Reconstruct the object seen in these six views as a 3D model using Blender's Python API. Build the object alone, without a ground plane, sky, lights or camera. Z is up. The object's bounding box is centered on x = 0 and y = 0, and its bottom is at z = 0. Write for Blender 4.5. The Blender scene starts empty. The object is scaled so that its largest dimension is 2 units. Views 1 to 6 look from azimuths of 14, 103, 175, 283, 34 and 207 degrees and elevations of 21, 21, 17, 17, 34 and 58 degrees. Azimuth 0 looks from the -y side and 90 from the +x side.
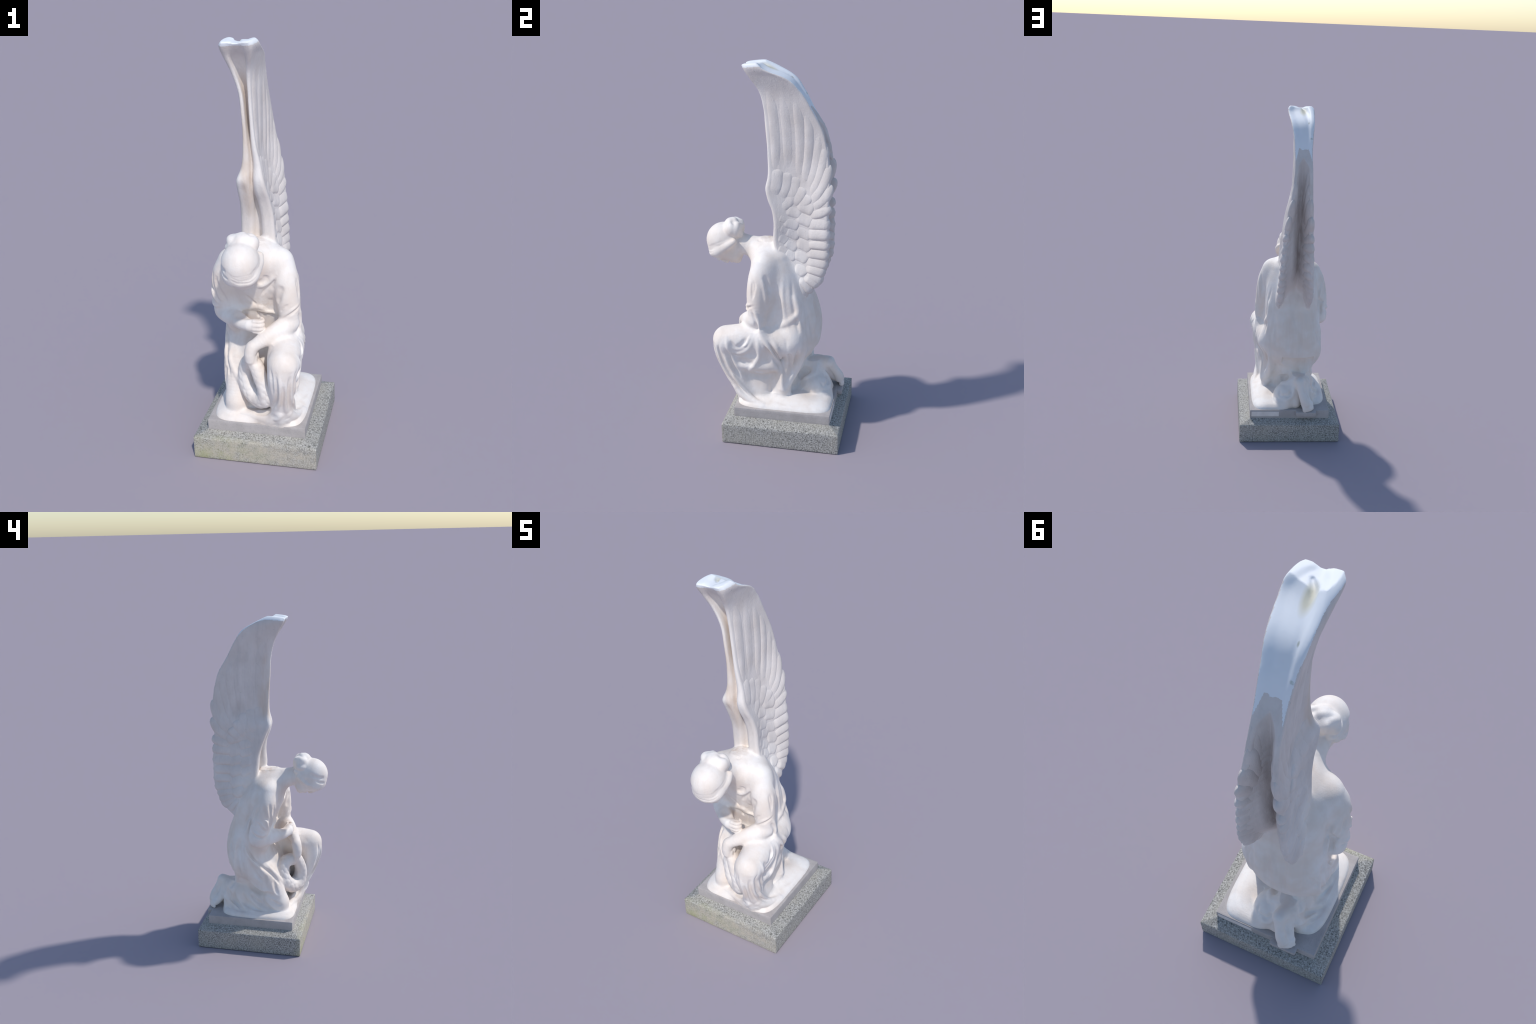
"""Kneeling winged marble figure with a wreath, on a plinth and a granite slab.

The figure is one smooth implicit surface (blended limbs, robe sections, folds), meshed once and
separated into anatomical parts; wing feathers are solid blades laid on the wings.
Left of the figure is +x, it faces -y.
"""
import math
import numpy as np

V = np.array
H = 0.0032                                  # mesh spacing of the figure, metres
LO, HI = V((-0.272, -0.400, 0.176)), V((0.262, 0.384, 2.012))
NX, NY, NZ = [int(math.ceil((b - a) / H)) + 1 for a, b in zip(LO, HI)]
AX = [(LO[i] + H * np.arange(n)).astype(np.float32) for i, n in enumerate((NX, NY, NZ))]

F = np.full((NX, NY, NZ), 0.09, np.float32)     # signed distance of everything so far
NEAR = np.full((NX, NY, NZ), 9.0, np.float32)   # distance to the closest single shape
LAB = np.zeros((NX, NY, NZ), np.uint8)          # which part that shape belongs to
PARTS = ["torso", "head", "hair", "neck", "arm_left", "arm_right", "hand_left", "hand_right",
         "leg_left", "leg_right", "foot", "robe", "wreath", "draped_ground", "wing_left", "wing_right"]
PID = {n: i for i, n in enumerate(PARTS)}


# ------------------------------------------------------------------ small tools
def spline(xs, ys):
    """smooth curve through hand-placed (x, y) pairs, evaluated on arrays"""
    xs, ys = V(xs, float), V(ys, float)
    m = np.gradient(ys, xs)

    def f(x):
        x = np.clip(x, xs[0], xs[-1])
        i = np.clip(np.searchsorted(xs, x, side="right") - 1, 0, len(xs) - 2)
        h = xs[i + 1] - xs[i]
        t = (x - xs[i]) / h
        a, b = t * t * (3 - 2 * t), t * (1 - t)
        return ys[i] * (1 - a) + ys[i + 1] * a + h * b * (m[i] * (1 - t) - m[i + 1] * t)
    return f


def smooth_path(pts, n=6):
    """Catmull-Rom resampling of a control polygon (rows may carry extra columns, e.g. radius)"""
    P = V(pts, float)
    if len(P) < 3:
        t = np.linspace(0, 1, n + 1)[:, None]
        return P[0] * (1 - t) + P[1] * t
    Q = np.vstack([2 * P[0] - P[1], P, 2 * P[-1] - P[-2]])
    out = []
    for i in range(1, len(Q) - 2):
        for t in np.linspace(0, 1, n, endpoint=False):
            a, b, c, d = Q[i - 1], Q[i], Q[i + 1], Q[i + 2]
            out.append(0.5 * (2 * b + (c - a) * t + (2 * a - 5 * b + 4 * c - d) * t * t + (3 * b - a - 3 * c + d) * t ** 3))
    out.append(Q[-2])
    return V(out)


def block(lo, hi):
    s = []
    for i, n in enumerate((NX, NY, NZ)):
        a = max(0, int((lo[i] - LO[i]) / H)); b = min(n, int((hi[i] - LO[i]) / H) + 2)
        if b - a < 2:
            return None
        s.append(slice(a, b))
    return tuple(s)


def grid(s):
    return AX[0][s[0]][:, None, None], AX[1][s[1]][None, :, None], AX[2][s[2]][None, None, :]


def add(dist, lo, hi, k, part):
    """blend a shape into the figure with radius k"""
    m = k + 0.02
    s = block(V(lo) - m, V(hi) + m)
    if s is None:
        return
    d = np.broadcast_to(dist(*grid(s)), F[s].shape).astype(np.float32)
    f = F[s]
    h = np.clip(0.5 + 0.5 * (f - d) / max(k, 1e-5), 0, 1)
    F[s] = f * (1 - h) + d * h - k * h * (1 - h)
    near = d < NEAR[s]
    NEAR[s] = np.where(near, d, NEAR[s])
    LAB[s] = np.where(near, PID[part], LAB[s])


def cut(dist, lo, hi, k):
    m = k + 0.01
    s = block(V(lo) - m, V(hi) + m)
    if s is None:
        return
    d = -np.broadcast_to(dist(*grid(s)), F[s].shape).astype(np.float32)
    f = F[s]
    h = np.clip(0.5 - 0.5 * (f - d) / k, 0, 1)
    F[s] = f * (1 - h) + d * h + k * h * (1 - h)


def d_ellipsoid(c, r, R=None):
    c, r = V(c, float), V(r, float)

    def f(x, y, z):
        p = [x - c[0], y - c[1], z - c[2]]
        if R is not None:
            p = [R[0][i] * p[0] + R[1][i] * p[1] + R[2][i] * p[2] for i in range(3)]
        k0 = np.sqrt(sum((p[i] / r[i]) ** 2 for i in range(3)))
        k1 = np.sqrt(sum((p[i] / r[i] ** 2) ** 2 for i in range(3))) + 1e-6
        return k0 * (k0 - 1) / k1
    return f


def axes(long, up=(0, 0, 1)):
    """columns: side, up-ish, long direction"""
    w = V(long, float); w /= np.linalg.norm(w)
    u = np.cross(V(up, float), w); u /= np.linalg.norm(u)
    return np.stack([u, np.cross(w, u), w], 1)


def d_tube(path):
    """path rows x, y, z, radius; distance to a chain of round cones"""
    P = V(path, float)

    def f(x, y, z):
        best = None
        for a, b in zip(P[:-1], P[1:]):
            ab = b[:3] - a[:3]
            t = ((x - a[0]) * ab[0] + (y - a[1]) * ab[1] + (z - a[2]) * ab[2]) / (ab @ ab + 1e-12)
            t = np.clip(t, 0, 1)
            d = np.sqrt((x - a[0] - t * ab[0]) ** 2 + (y - a[1] - t * ab[1]) ** 2 + (z - a[2] - t * ab[2]) ** 2) - (a[3] + t * (b[3] - a[3]))
            best = d if best is None else np.minimum(best, d)
        return best
    return f


def bounds(path):
    P = V(path, float); r = P[:, 3:4]
    return (P[:, :3] - r).min(0), (P[:, :3] + r).max(0)


def ball(c, r, k, part, R=None):
    r = V(r if np.ndim(r) else (r, r, r), float)
    add(d_ellipsoid(c, r, R), V(c) - r.max(), V(c) + r.max(), k, part)


def limb(path, k, part, n=6):
    P = smooth_path(path, n)
    add(d_tube(P), *bounds(P), k, part)


def d_stack(rows, n=2.5):
    """stack of rounded sections; rows: z, xmin, xmax, ymin, ymax"""
    T = V(rows, float)
    z0 = T[:, 0]
    cx, rx = spline(z0, (T[:, 1] + T[:, 2]) / 2), spline(z0, (T[:, 2] - T[:, 1]) / 2)
    cy, ry = spline(z0, (T[:, 3] + T[:, 4]) / 2), spline(z0, (T[:, 4] - T[:, 3]) / 2)

    def f(x, y, z):
        zz = z.ravel()
        s = [g(zz)[None, None, :] for g in (cx, rx, cy, ry)]
        ax, ay = np.abs(x - s[0]) / s[1] + 1e-4, np.abs(y - s[2]) / s[3] + 1e-4
        r = (ax ** n + ay ** n) ** (1 / n)
        g = r ** (1 - n) * np.sqrt((ax ** (n - 1) / s[1]) ** 2 + (ay ** (n - 1) / s[3]) ** 2)
        d = (r - 1) / np.maximum(g, 1 / 0.3)
        return np.maximum(d, np.maximum(z - z0[-1], z0[0] - z))
    lo = V((T[:, 1].min(), T[:, 3].min(), z0[0])); hi = V((T[:, 2].max(), T[:, 4].max(), z0[-1]))
    return f, lo, hi


def stack(rows, k, part, n=2.5):
    f, lo, hi = d_stack(rows, n)
    add(f, lo, hi, k, part)


def fold(pts, depth, width, n=5):
    """raise (+) or sink (-) the surface along a path; width = half width of the fold"""
    P = smooth_path([(*p[:3], 0) for p in pts], n)
    lo, hi = P[:, :3].min(0) - 2.6 * width, P[:, :3].max(0) + 2.6 * width
    s = block(lo, hi)
    if s is None:
        return
    L = np.concatenate([[0], np.cumsum(np.linalg.norm(np.diff(P[:, :3], axis=0), axis=1))])
    x, y, z = grid(s)
    best, amp = None, None
    for i, (a, b) in enumerate(zip(P[:-1], P[1:])):
        ab = b[:3] - a[:3]
        t = np.clip(((x - a[0]) * ab[0] + (y - a[1]) * ab[1] + (z - a[2]) * ab[2]) / (ab @ ab + 1e-12), 0, 1)
        d = (x - a[0] - t * ab[0]) ** 2 + (y - a[1] - t * ab[1]) ** 2 + (z - a[2] - t * ab[2]) ** 2
        u = (L[i] + t * (L[i + 1] - L[i])) / L[-1]
        e = np.clip(np.minimum(u, 1 - u) / 0.30, 0, 1)          # folds run out at both ends
        e = 0.08 + 0.92 * e * e * (3 - 2 * e)
        if best is None:
            best, amp = d, e
        else:
            c = d < best
            best, amp = np.where(c, d, best), np.where(c, e, amp)
    depth *= 1.55 if abs(depth) < .012 else 1.25
    F[s] -= (depth * amp * np.exp(-best / (width * width))).astype(np.float32)


# ------------------------------------------------------------------ wings: sections by height
WZ = [0.79, 0.85, 0.90, 0.95, 1.00, 1.10, 1.20, 1.26, 1.32, 1.37, 1.43, 1.54, 1.67, 1.77, 1.86, 1.93, 1.97, 2.00]
WING = {}
WING[1] = dict(          # figure's left wing (+x)
    front=spline(WZ, [.11, .07, .05, .035, .02, .000, .002, -.008, -.032, -.043, -.032, -.033, -.039, -.048, -.070, -.114, -.134, -.140]),
    back=spline(WZ, [.154, .206, .245, .265, .280, .289, .289, .287, .291, .294, .294, .284, .252, .200, .144, .066, -.034, -.066]),
    outf=spline(WZ, [.085, .086, .087, .088, .088, .086, .080, .070, .060, .050, .036, .014, .006, .006, .012, .030, .040, .042]),
    outb=spline(WZ, [.088, .092, .094, .095, .095, .090, .086, .081, .077, .070, .060, .042, .030, .030, .036, .048, .056, .052]),
    thf=spline(WZ, [.05, .05, .05, .05, .06, .066, .066, .064, .062, .052, .036, .020, .015, .015, .018, .026, .04, .05]))
WING[-1] = dict(         # figure's right wing (-x)
    front=spline(WZ, [.11, .08, .06, .05, .035, .026, .014, -.006, -.030, -.052, -.042, -.041, -.050, -.058, -.083, -.118, -.138, -.144]),
    back=spline(WZ, [.158, .217, .250, .271, .289, .296, .294, .281, .287, .292, .296, .288, .254, .196, .146, .092, .020, -.040]),
    outf=spline(WZ, [.098, .098, .098, .098, .096, .092, .088, .086, .088, .084, .060, .044, .042, .048, .070, .092, .102, .098]),
    outb=spline(WZ, [.108, .114, .116, .114, .112, .108, .102, .098, .094, .092, .088, .082, .078, .077, .084, .090, .092, .088]),
    thf=spline(WZ, [.05, .05, .05, .05, .06, .066, .070, .070, .070, .060, .038, .020, .015, .015, .018, .028, .045, .05]))
WTOP = spline([-.16, -.10, -.03, .03, .08, .13, .2], [1.982, 1.990, 1.992, 1.972, 1.942, 1.896, 1.80])


DISH = {1: spline([.79, .9, .98, 1.1, 1.25, 1.38, 1.48, 1.58, 2.0], [0, .006, .020, .032, .034, .030, .018, .004, 0]),    # hollow of the outer face
        -1: spline([.79, .9, .98, 1.1, 1.25, 1.38, 1.48, 1.58, 2.0], [0, .002, .008, .016, .026, .027, .016, .004, 0])}


def wing_out(s, y, z):
    """x of the outer face of wing s"""
    w = WING[s]
    u = np.clip((y - w["front"](z)) / (w["back"](z) - w["front"](z)), 0, 1.15)
    return s * (w["outf"](z) + (w["outb"](z) - w["outf"](z)) * (0.25 * u + 0.75 * u * u) + 0.005 * np.sin(math.pi * np.clip(u, 0, 1))
                - DISH[s](z) * np.sin(math.pi * np.clip(u, 0, 1) ** .85) ** 1.4)


def wing_thick(s, y, z):
    w = WING[s]
    u = np.clip((y - w["front"](z)) / (w["back"](z) - w["front"](z)), 0, 1.15)
    e = np.clip(u / 0.45, 0, 1)
    k = np.clip((1.62 - z) / .2, 0, 1) * np.clip((z - .85) / .15, 0, 1)             # inner faces slope into the gap lower down
    return w["thf"](z) * (1 - e) + (.032 + .020 * k - (.012 + .018 * k) * np.clip((u - .45) / .55, 0, 1)) * e


def d_wing(s):
    w = WING[s]

    def f(x, y, z):
        zz = z.ravel()
        yy = np.broadcast_to(y.ravel()[:, None], (y.size, zz.size))
        z2 = np.broadcast_to(zz[None, :], yy.shape)
        out, th = wing_out(s, yy, z2), wing_thick(s, yy, z2)
        xc = (out - s * th / 2)[None]; th = th[None]
        yf, yb = w["front"](zz)[None, None, :], w["back"](zz)[None, None, :]
        r = np.minimum(th * 0.48, 0.022)
        qx = np.abs(x - xc) - th / 2 + r
        qy = np.abs(y - (yf + yb) / 2) - (yb - yf) / 2 + r
        d = np.minimum(np.maximum(qx, qy), 0) + np.sqrt(np.maximum(qx, 0) ** 2 + np.maximum(qy, 0) ** 2) - r
        # slanting feather ridges on the inner face, seen in the gap from behind
        ph = (z - .75 * (yb - y)) / .044
        ridge = np.abs(np.sin(math.pi * ph)) ** .6 - .7
        inner = np.clip(s * (xc - x) / .008, 0, 1) * np.clip((y - yb + .13) / .05, 0, 1) * np.clip((1.62 - z) / .12, 0, 1)
        d = d - .010 * ridge * inner
        top = WTOP(y.ravel())[None, :, None]
        a, b = d * 0.9, (z - top) * 0.8
        h = np.clip(0.5 + 0.5 * (a - b) / .014, 0, 1)
        return np.maximum(a * h + b * (1 - h) + .014 * h * (1 - h), 0.79 - z)
    return f


def d_web():
    """stone left standing between the wings: a wall low down, the whole depth near the top"""
    floor = spline([.8, 1.0, 1.3, 1.5, 1.6, 1.68, 1.74, 1.80, 2.0], [.07, .180, .205, .205, .205, .205, .205, .19, .10])
    start = spline([.8, 1.1, 1.3, 1.48, 1.55, 1.7, 1.80, 1.86, 1.91, 1.955, 2.0], [.1, .055, .046, .040, .028, .010, -.012, -.040, -.076, -.120, -.150])

    def f(x, y, z):
        zz = z.ravel()
        yy = np.broadcast_to(y.ravel()[:, None], (y.size, zz.size))
        z2 = np.broadcast_to(zz[None, :], yy.shape)
        a = (wing_out(-1, yy, z2) + 0.016)[None]; b = (wing_out(1, yy, z2) - 0.016)[None]
        fl, st = floor(zz)[None, None, :], start(zz)[None, None, :]
        d = np.maximum(np.maximum(a - x, x - b), np.maximum(.75 * (y - fl - .8 * np.abs(x + .022)), st - y))
        t = np.clip((x - a) / np.maximum(b - a, .01), 0, 1)
        rim = WING[1]["back"](zz)[None, None, :] * t + WING[-1]["back"](zz)[None, None, :] * (1 - t) - .010
        d = np.maximum(d, y - rim)
        top = WTOP(y.ravel())[None, :, None]
        return np.maximum(d, np.maximum((z - top + 0.001 + .05 * np.maximum(.030 - np.abs(x + .034), 0)) * 0.8, 0.80 - z))
    return f


# ------------------------------------------------------------------ the figure
def build_figure():
    # ground under the figure, a flat cushion spreading to the plinth edges
    stack([(.170, -.02, .229, -.198, .316), (.192, -.02, .228, -.196, .314), (.203, -.02, .218, -.186, .304), (.214, -.01, .192, -.165, .280),
           (.224, .0, .172, -.14, .22), (.240, .02, .150, -.11, .14)], .010, "draped_ground", 4.5)
    stack([(.170, -.231, .05, -.198, .255), (.192, -.230, .05, -.196, .252), (.204, -.220, .05, -.186, .243), (.215, -.195, .03, -.165, .225)], .012, "draped_ground", 4.0)

    # ---- torso under the mantle
    stack([(.34, -.12, .07, -.03, .145), (.40, -.145, .085, -.03, .162), (.46, -.182, .115, -.035, .212), (.52, -.198, .142, -.035, .231),
           (.60, -.198, .152, -.032, .233), (.70, -.184, .152, -.050, .218), (.80, -.172, .156, -.078, .190), (.88, -.172, .152, -.108, .164),
           (.95, -.168, .148, -.125, .128), (1.00, -.150, .138, -.126, .095), (1.04, -.112, .108, -.115, .075), (1.068, -.07, .068, -.10, .040),
           (1.083, -.045, .045, -.07, .025)], .02, "torso", 2.3)
    ball((-.005, -.040, .994), (.150, .085, .074), .03, "torso")
    # mantle gathered behind the left arm and falling to a point on the ground
    limb([(.112, .115, .62, .050), (.110, .100, .52, .048), (.115, .075, .42, .034), (.136, .055, .34, .024), (.155, .048, .28, .016)], .03, "robe")
    limb([(.098, .150, .50, .034), (.106, .116, .42, .032), (.120, .088, .345, .028), (.138, .065, .275, .022)], .02, "robe")
    limb([(.188, -.045, .640, .018), (.184, -.020, .54, .019), (.164, .010, .45, .020), (.145, .034, .37, .020), (.138, .047, .29, .018), (.148, .056, .222, .014)], .02, "robe")

    # cloth between the upper arms and the body
    limb([(.110, -.020, .94, .056), (.120, -.010, .84, .056), (.122, -.010, .74, .052), (.124, -.020, .65, .046)], .03, "torso")
    limb([(-.118, -.030, .93, .052), (-.128, -.012, .82, .052), (-.132, .0, .72, .050), (-.130, .0, .64, .045)], .03, "torso")

    # ---- neck and head
    limb([(-.012, -.185, 1.050, .054), (-.013, -.150, 1.040, .055), (-.010, -.09, 1.025, .064), (-.006, -.04, 1.005, .075)], .035, "neck")
    ball((-.008, -.268, 1.014), (.062, .072, .058), .02, "head")
    ball((-.006, -.228, .988), (.047, .042, .044), .02, "head")
    ball((-.003, -.214, .957), (.020, .018, .016), .014, "head")                    # chin
    limb([(-.001, -.312, .962, .008), (.0, -.290, .952, .010), (.001, -.273, .947, .010)], .010, "head", 4)   # nose
    ball((-.001, -.246, .951), (.018, .010, .009), .008, "head")                    # lips
    limb([(-.040, -.306, .974, .011), (-.001, -.318, .970, .013), (.038, -.306, .974, .011)], .012, "head")  # brow
    ball((-.013, -.286, 1.066), (.086, .097, .096), .012, "hair")
    ball((-.010, -.316, 1.020), (.072, .056, .046), .022, "hair")
    # rolled hair framing the face, from brow to ear, both sides
    limb([(.0, -.345, 1.000, .014), (.030, -.338, 1.002, .017), (.050, -.312, 1.014, .020), (.061, -.275, 1.040, .019), (.066, -.244, 1.062, .018), (.060, -.214, 1.082, .015)], .020, "hair")
    limb([(.0, -.345, 1.000, .014), (-.036, -.338, .999, .017), (-.062, -.316, 1.006, .021), (-.080, -.282, 1.026, .021), (-.083, -.250, 1.042, .020), (-.076, -.222, 1.064, .018)], .018, "hair")
    limb([(-.070, -.232, 1.080, .020), (-.078, -.262, 1.070, .017), (-.080, -.290, 1.066, .012)], .010, "hair")
    # knot at the back of the head, twisted in lumps
    ball((-.016, -.230, 1.136), (.070, .052, .048), .018, "hair")
    for c, r, k in [((-.010, -.242, 1.162), (.038, .036, .030), .012), ((.034, -.232, 1.140), (.028, .036, .034), .010), ((.022, -.206, 1.136), (.034, .024, .040), .010),
                    ((-.052, -.234, 1.156), (.032, .032, .026), .007), ((-.066, -.232, 1.122), (.028, .034, .022), .007), ((-.030, -.204, 1.134), (.034, .024, .042), .010),
                    ((-.060, -.214, 1.094), (.026, .026, .018), .007), ((.008, -.200, 1.108), (.030, .022, .020), .008)]:
        ball(c, r, k, "hair")

    # loose strands break up the knot
    s = block((-.10, -.30, 1.075), (.07, -.17, 1.20))
    x, y, z = grid(s)
    w = np.exp(-(((x + .015) / .06) ** 4 + ((y + .215) / .042) ** 4 + ((z - 1.145) / .05) ** 4))
    F[s] -= (.0030 * w * (np.sin(105 * x + 50 * z + 2 * np.sin(70 * y)) + .8 * np.sin(95 * y - 70 * z + 1.5 * np.sin(75 * x)))).astype(np.float32)

    # ---- left arm resting on the raised knee
    limb([(.112, -.040, .985, .064), (.140, -.062, .90, .062), (.152, -.072, .80, .058), (.160, -.072, .70, .048)], .03, "arm_left")
    limb([(.160, -.066, .695, .043), (.140, -.100, .684, .046), (.070, -.148, .647, .039), (.012, -.184, .614, .029), (-.004, -.190, .598, .028)], .014, "arm_left")
    limb([(-.004, -.189, .603, .028), (-.012, -.196, .574, .029), (-.012, -.196, .542, .027)], .012, "hand_left")
    for a in [(-.032, -.190), (-.018, -.198), (-.003, -.199), (.009, -.193)]:          # fingers
        i = a[0]
        limb([(i, a[1], .555, .0115), (i + .002, a[1] - .004, .520, .0105), (i * .75 + .004, a[1] + .012, .488, .0095), (i * .6 + .006, a[1] + .026, .470, .009)], .006, "hand_left", 3)
    limb([(.006, -.176, .587, .013), (.014, -.174, .556, .0115), (.006, -.174, .528, .010)], .007, "hand_left", 3)

    # ---- right arm bent across the waist, closed hand
    limb([(-.128, -.038, .975, .062), (-.160, -.036, .90, .064), (-.178, -.012, .80, .060), (-.186, .010, .72, .050)], .03, "arm_right")
    limb([(-.186, .012, .705, .050), (-.186, .008, .690, .048), (-.140, -.040, .690, .046), (-.070, -.108, .694, .038), (-.025, -.138, .697, .033)], .014, "arm_right")
    ball((.004, -.140, .697), (.034, .030, .038), .014, "hand_right")
    for z, y in [(.722, -.144), (.704, -.150), (.686, -.150), (.670, -.144)]:
        limb([(.002, y - .012, z, .010), (.030, y - .010, z, .0115), (.042, y + .008, z - .001, .011), (.030, y + .020, z, .010)], .005, "hand_right", 3)
    limb([(-.010, -.128, .728, .012), (.018, -.124, .736, .0115), (.036, -.126, .728, .010)], .006, "hand_right", 3)

    # ---- raised left leg under the robe
    limb([(.110, .09, .555, .085), (.135, -.05, .565, .080), (.154, -.18, .568, .076), (.158, -.250, .560, .069)], .03, "leg_left")
    limb([(.158, -.250, .556, .069), (.148, -.255, .50, .066), (.142, -.226, .40, .060), (.132, -.186, .30, .056), (.126, -.150, .22, .056)], .02, "leg_left")
    # robe hanging from the thigh down to the ground
    stack([(.20, .085, .166, -.17, -.02), (.26, .085, .164, -.18, -.02), (.33, .09, .160, -.21, .0), (.375, .09, .164, -.22, .02), (.405, .09, .194, -.24, .03),
           (.45, .09, .200, -.25, .03), (.50, .085, .203, -.262, .03), (.58, .07, .200, -.25, .02), (.615, .09, .186, -.20, .0)], .02, "robe", 3.0)
    for P in ([(.108, -.200, .275, .022), (.094, -.200, .235, .022), (.074, -.190, .198, .018)], [(.128, -.215, .280, .028), (.126, -.202, .240, .026), (.124, -.182, .200, .026)],
              [(.160, -.195, .275, .026), (.176, -.160, .232, .024), (.190, -.110, .208, .020), (.205, -.050, .196, .016)]):
        limb(P, .014, "robe")
    # ---- kneeling right leg
    limb([(-.098, .095, .510, .098), (-.110, .00, .44, .088), (-.114, -.06, .34, .070), (-.114, -.098, .258, .058)], .03, "leg_right")
    limb([(-.112, -.098, .250, .055), (-.105, .0, .255, .060), (-.090, .12, .285, .064), (-.074, .22, .315, .052)], .03, "leg_right")
    stack([(.185, -.212, .02, -.14, .240), (.210, -.186, .02, -.12, .236), (.245, -.152, .02, -.07, .236), (.30, -.132, .02, -.02, .236), (.34, -.116, .0, .04, .232), (.366, -.10, -.02, .10, .226)], .025, "robe", 2.8)
    # lap between the knees
    stack([(.20, -.09, .11, -.12, .12), (.30, -.09, .11, -.115, .12), (.40, -.10, .11, -.115, .12), (.50, -.10, .11, -.100, .12), (.56, -.1, .1, -.07, .1), (.61, -.09, .09, -.03, .08)], .03, "robe", 2.6)
    limb([(-.060, -.150, .200, .026), (.0, -.160, .208, .032), (.060, -.172, .220, .036), (.095, -.170, .235, .036)], .02, "robe")
    # hem of the mantle at the back: hollow below it
    f, lo, hi = d_stack([(.385, -.150, .050, .160, .30), (.44, -.150, .050, .168, .30), (.492, -.150, .050, .178, .30)], 8)
    cut(f, lo, hi, .005)
    cut(d_ellipsoid((.000, .210, .425), (.050, .040, .060)), (-.05, .15, .36), (.05, .26, .49), .014)
    limb([(-.118, .150, .475, .020), (-.120, .160, .42, .018), (-.112, .165, .385, .014)], .014, "robe")
    ball((-.085, .135, .400), (.045, .035, .04), .02, "robe")
    limb([(.090, .040, .42, .052), (.098, .030, .32, .052), (.108, .030, .235, .048)], .02, "robe")
    ball((.010, .205, .232), (.085, .080, .078), .035, "robe")
    limb([(-.040, .272, .208, .030), (-.042, .252, .255, .030)], .02, "robe")
    limb([(-.128, .225, .205, .030), (-.112, .226, .270, .030)], .02, "robe")
    # bunched hem beside the foot
    limb([(.060, .270, .200, .030), (.010, .268, .212, .036), (-.024, .240, .232, .040), (-.034, .200, .262, .045)], .02, "robe")

    # ---- right foot, sole turned back
    limb([(-.078, .215, .330, .040), (-.064, .256, .348, .034), (-.058, .274, .352, .031)], .014, "foot")
    limb([(-.058, .278, .350, .028), (-.070, .303, .305, .023), (-.086, .324, .260, .026), (-.096, .328, .234, .028)], .012, "foot")
    limb([(-.080, .246, .318, .031), (-.094, .270, .268, .027), (-.108, .296, .234, .026), (-.122, .308, .220, .021)], .012, "foot")
    for i, (x, y) in enumerate([(-.090, .345), (-.106, .343), (-.119, .338), (-.130, .330), (-.139, .318)]):
        r = (.0135, .011, .0105, .010, .0095)[i]
        limb([(x + .004, y - .014, .230, r), (x, y - .002, .210, r), (x - .002, y - .004, .197, r)], .006, "foot", 3)

    ball((.036, -.092, .400), (.056, .050, .090), .025, "robe")          # cloth behind the wreath
    # ---- wreath hanging from the left hand
    W = [(.004, -.172, .505, .032), (-.026, -.128, .492, .038), (-.050, -.104, .450, .043), (-.052, -.112, .390, .045), (-.024, -.142, .336, .045),
         (.022, -.170, .316, .045), (.056, -.194, .340, .042), (.056, -.206, .395, .037), (.036, -.203, .450, .033), (.016, -.188, .496, .032)]
    limb(W + W[:1], .012, "wreath")
    ring = smooth_path(W + W[:1], 7)
    for i, p in enumerate(ring[:-1]):                      # overlapping leaves bound round the ring
        t = ring[i + 1][:3] - p[:3]
        A = axes(t, (.7, .7, 0))
        for q in range(5):
            a = 2 * math.pi * (q / 5 + .5 / 5 * (i % 2)) + .3 * math.sin(i * 1.7)
            n = A[:, 0] * math.cos(a) + A[:, 1] * math.sin(a)
            d = A[:, 2] * .9 + n * .28
            ball(p[:3] + n * (p[3] - .003), (.011, .0055, .017), .003, "wreath", np.stack([np.cross(n, d), n, d], 1))

    # ---- wings
    for s, part in ((1, "wing_left"), (-1, "wing_right")):
        add(d_wing(s), (-.14 if s < 0 else -.04, -.17, .79), (.04 if s < 0 else .13, .32, 2.01), .018, part)
    add(d_web(), (-.12, -.16, .84), (.10, .30, 2.01), .024, "wing_left")
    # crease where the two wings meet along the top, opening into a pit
    C = smooth_path([(x, y, float(WTOP(y)) - .006, r) for x, y, r in ((-.020, -.085, .003), (-.040, -.050, .010), (-.042, -.010, .013), (-.042, .040, .010),
                                                                (-.052, .090, .007), (-.052, .130, .006))] + [(-.050, .178, 1.82, .003)], 5)
    cut(d_tube(C), *bounds(C), .012)


build_figure()
# FOLDS-BEGIN  (path along the cloth, height, half width)
fold([(0.202, -0.287, 0.481), (0.199, -0.252, 0.402), (0.190, -0.211, 0.328), (0.187, -0.163, 0.264), (0.200, -0.114, 0.225)], -0.01, 0.009)
fold([(0.202, -0.305, 0.530), (0.184, -0.240, 0.338), (0.190, -0.181, 0.264)], 0.006, 0.009)
fold([(0.222, -0.256, 0.515), (0.203, -0.231, 0.416), (0.190, -0.188, 0.320), (0.181, -0.137, 0.248), (0.192, -0.079, 0.219)], 0.007, 0.009)
fold([(0.232, -0.229, 0.552), (0.202, -0.212, 0.438), (0.190, -0.186, 0.373), (0.181, -0.167, 0.328)], -0.009, 0.009)
fold([(0.219, -0.234, 0.605), (0.231, -0.227, 0.552), (0.203, -0.210, 0.474), (0.182, -0.178, 0.384), (0.179, -0.162, 0.322)], 0.009, 0.008)
fold([(0.225, -0.213, 0.595), (0.228, -0.187, 0.549), (0.228, -0.150, 0.565), (0.213, -0.118, 0.607)], -0.01, 0.012)
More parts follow.
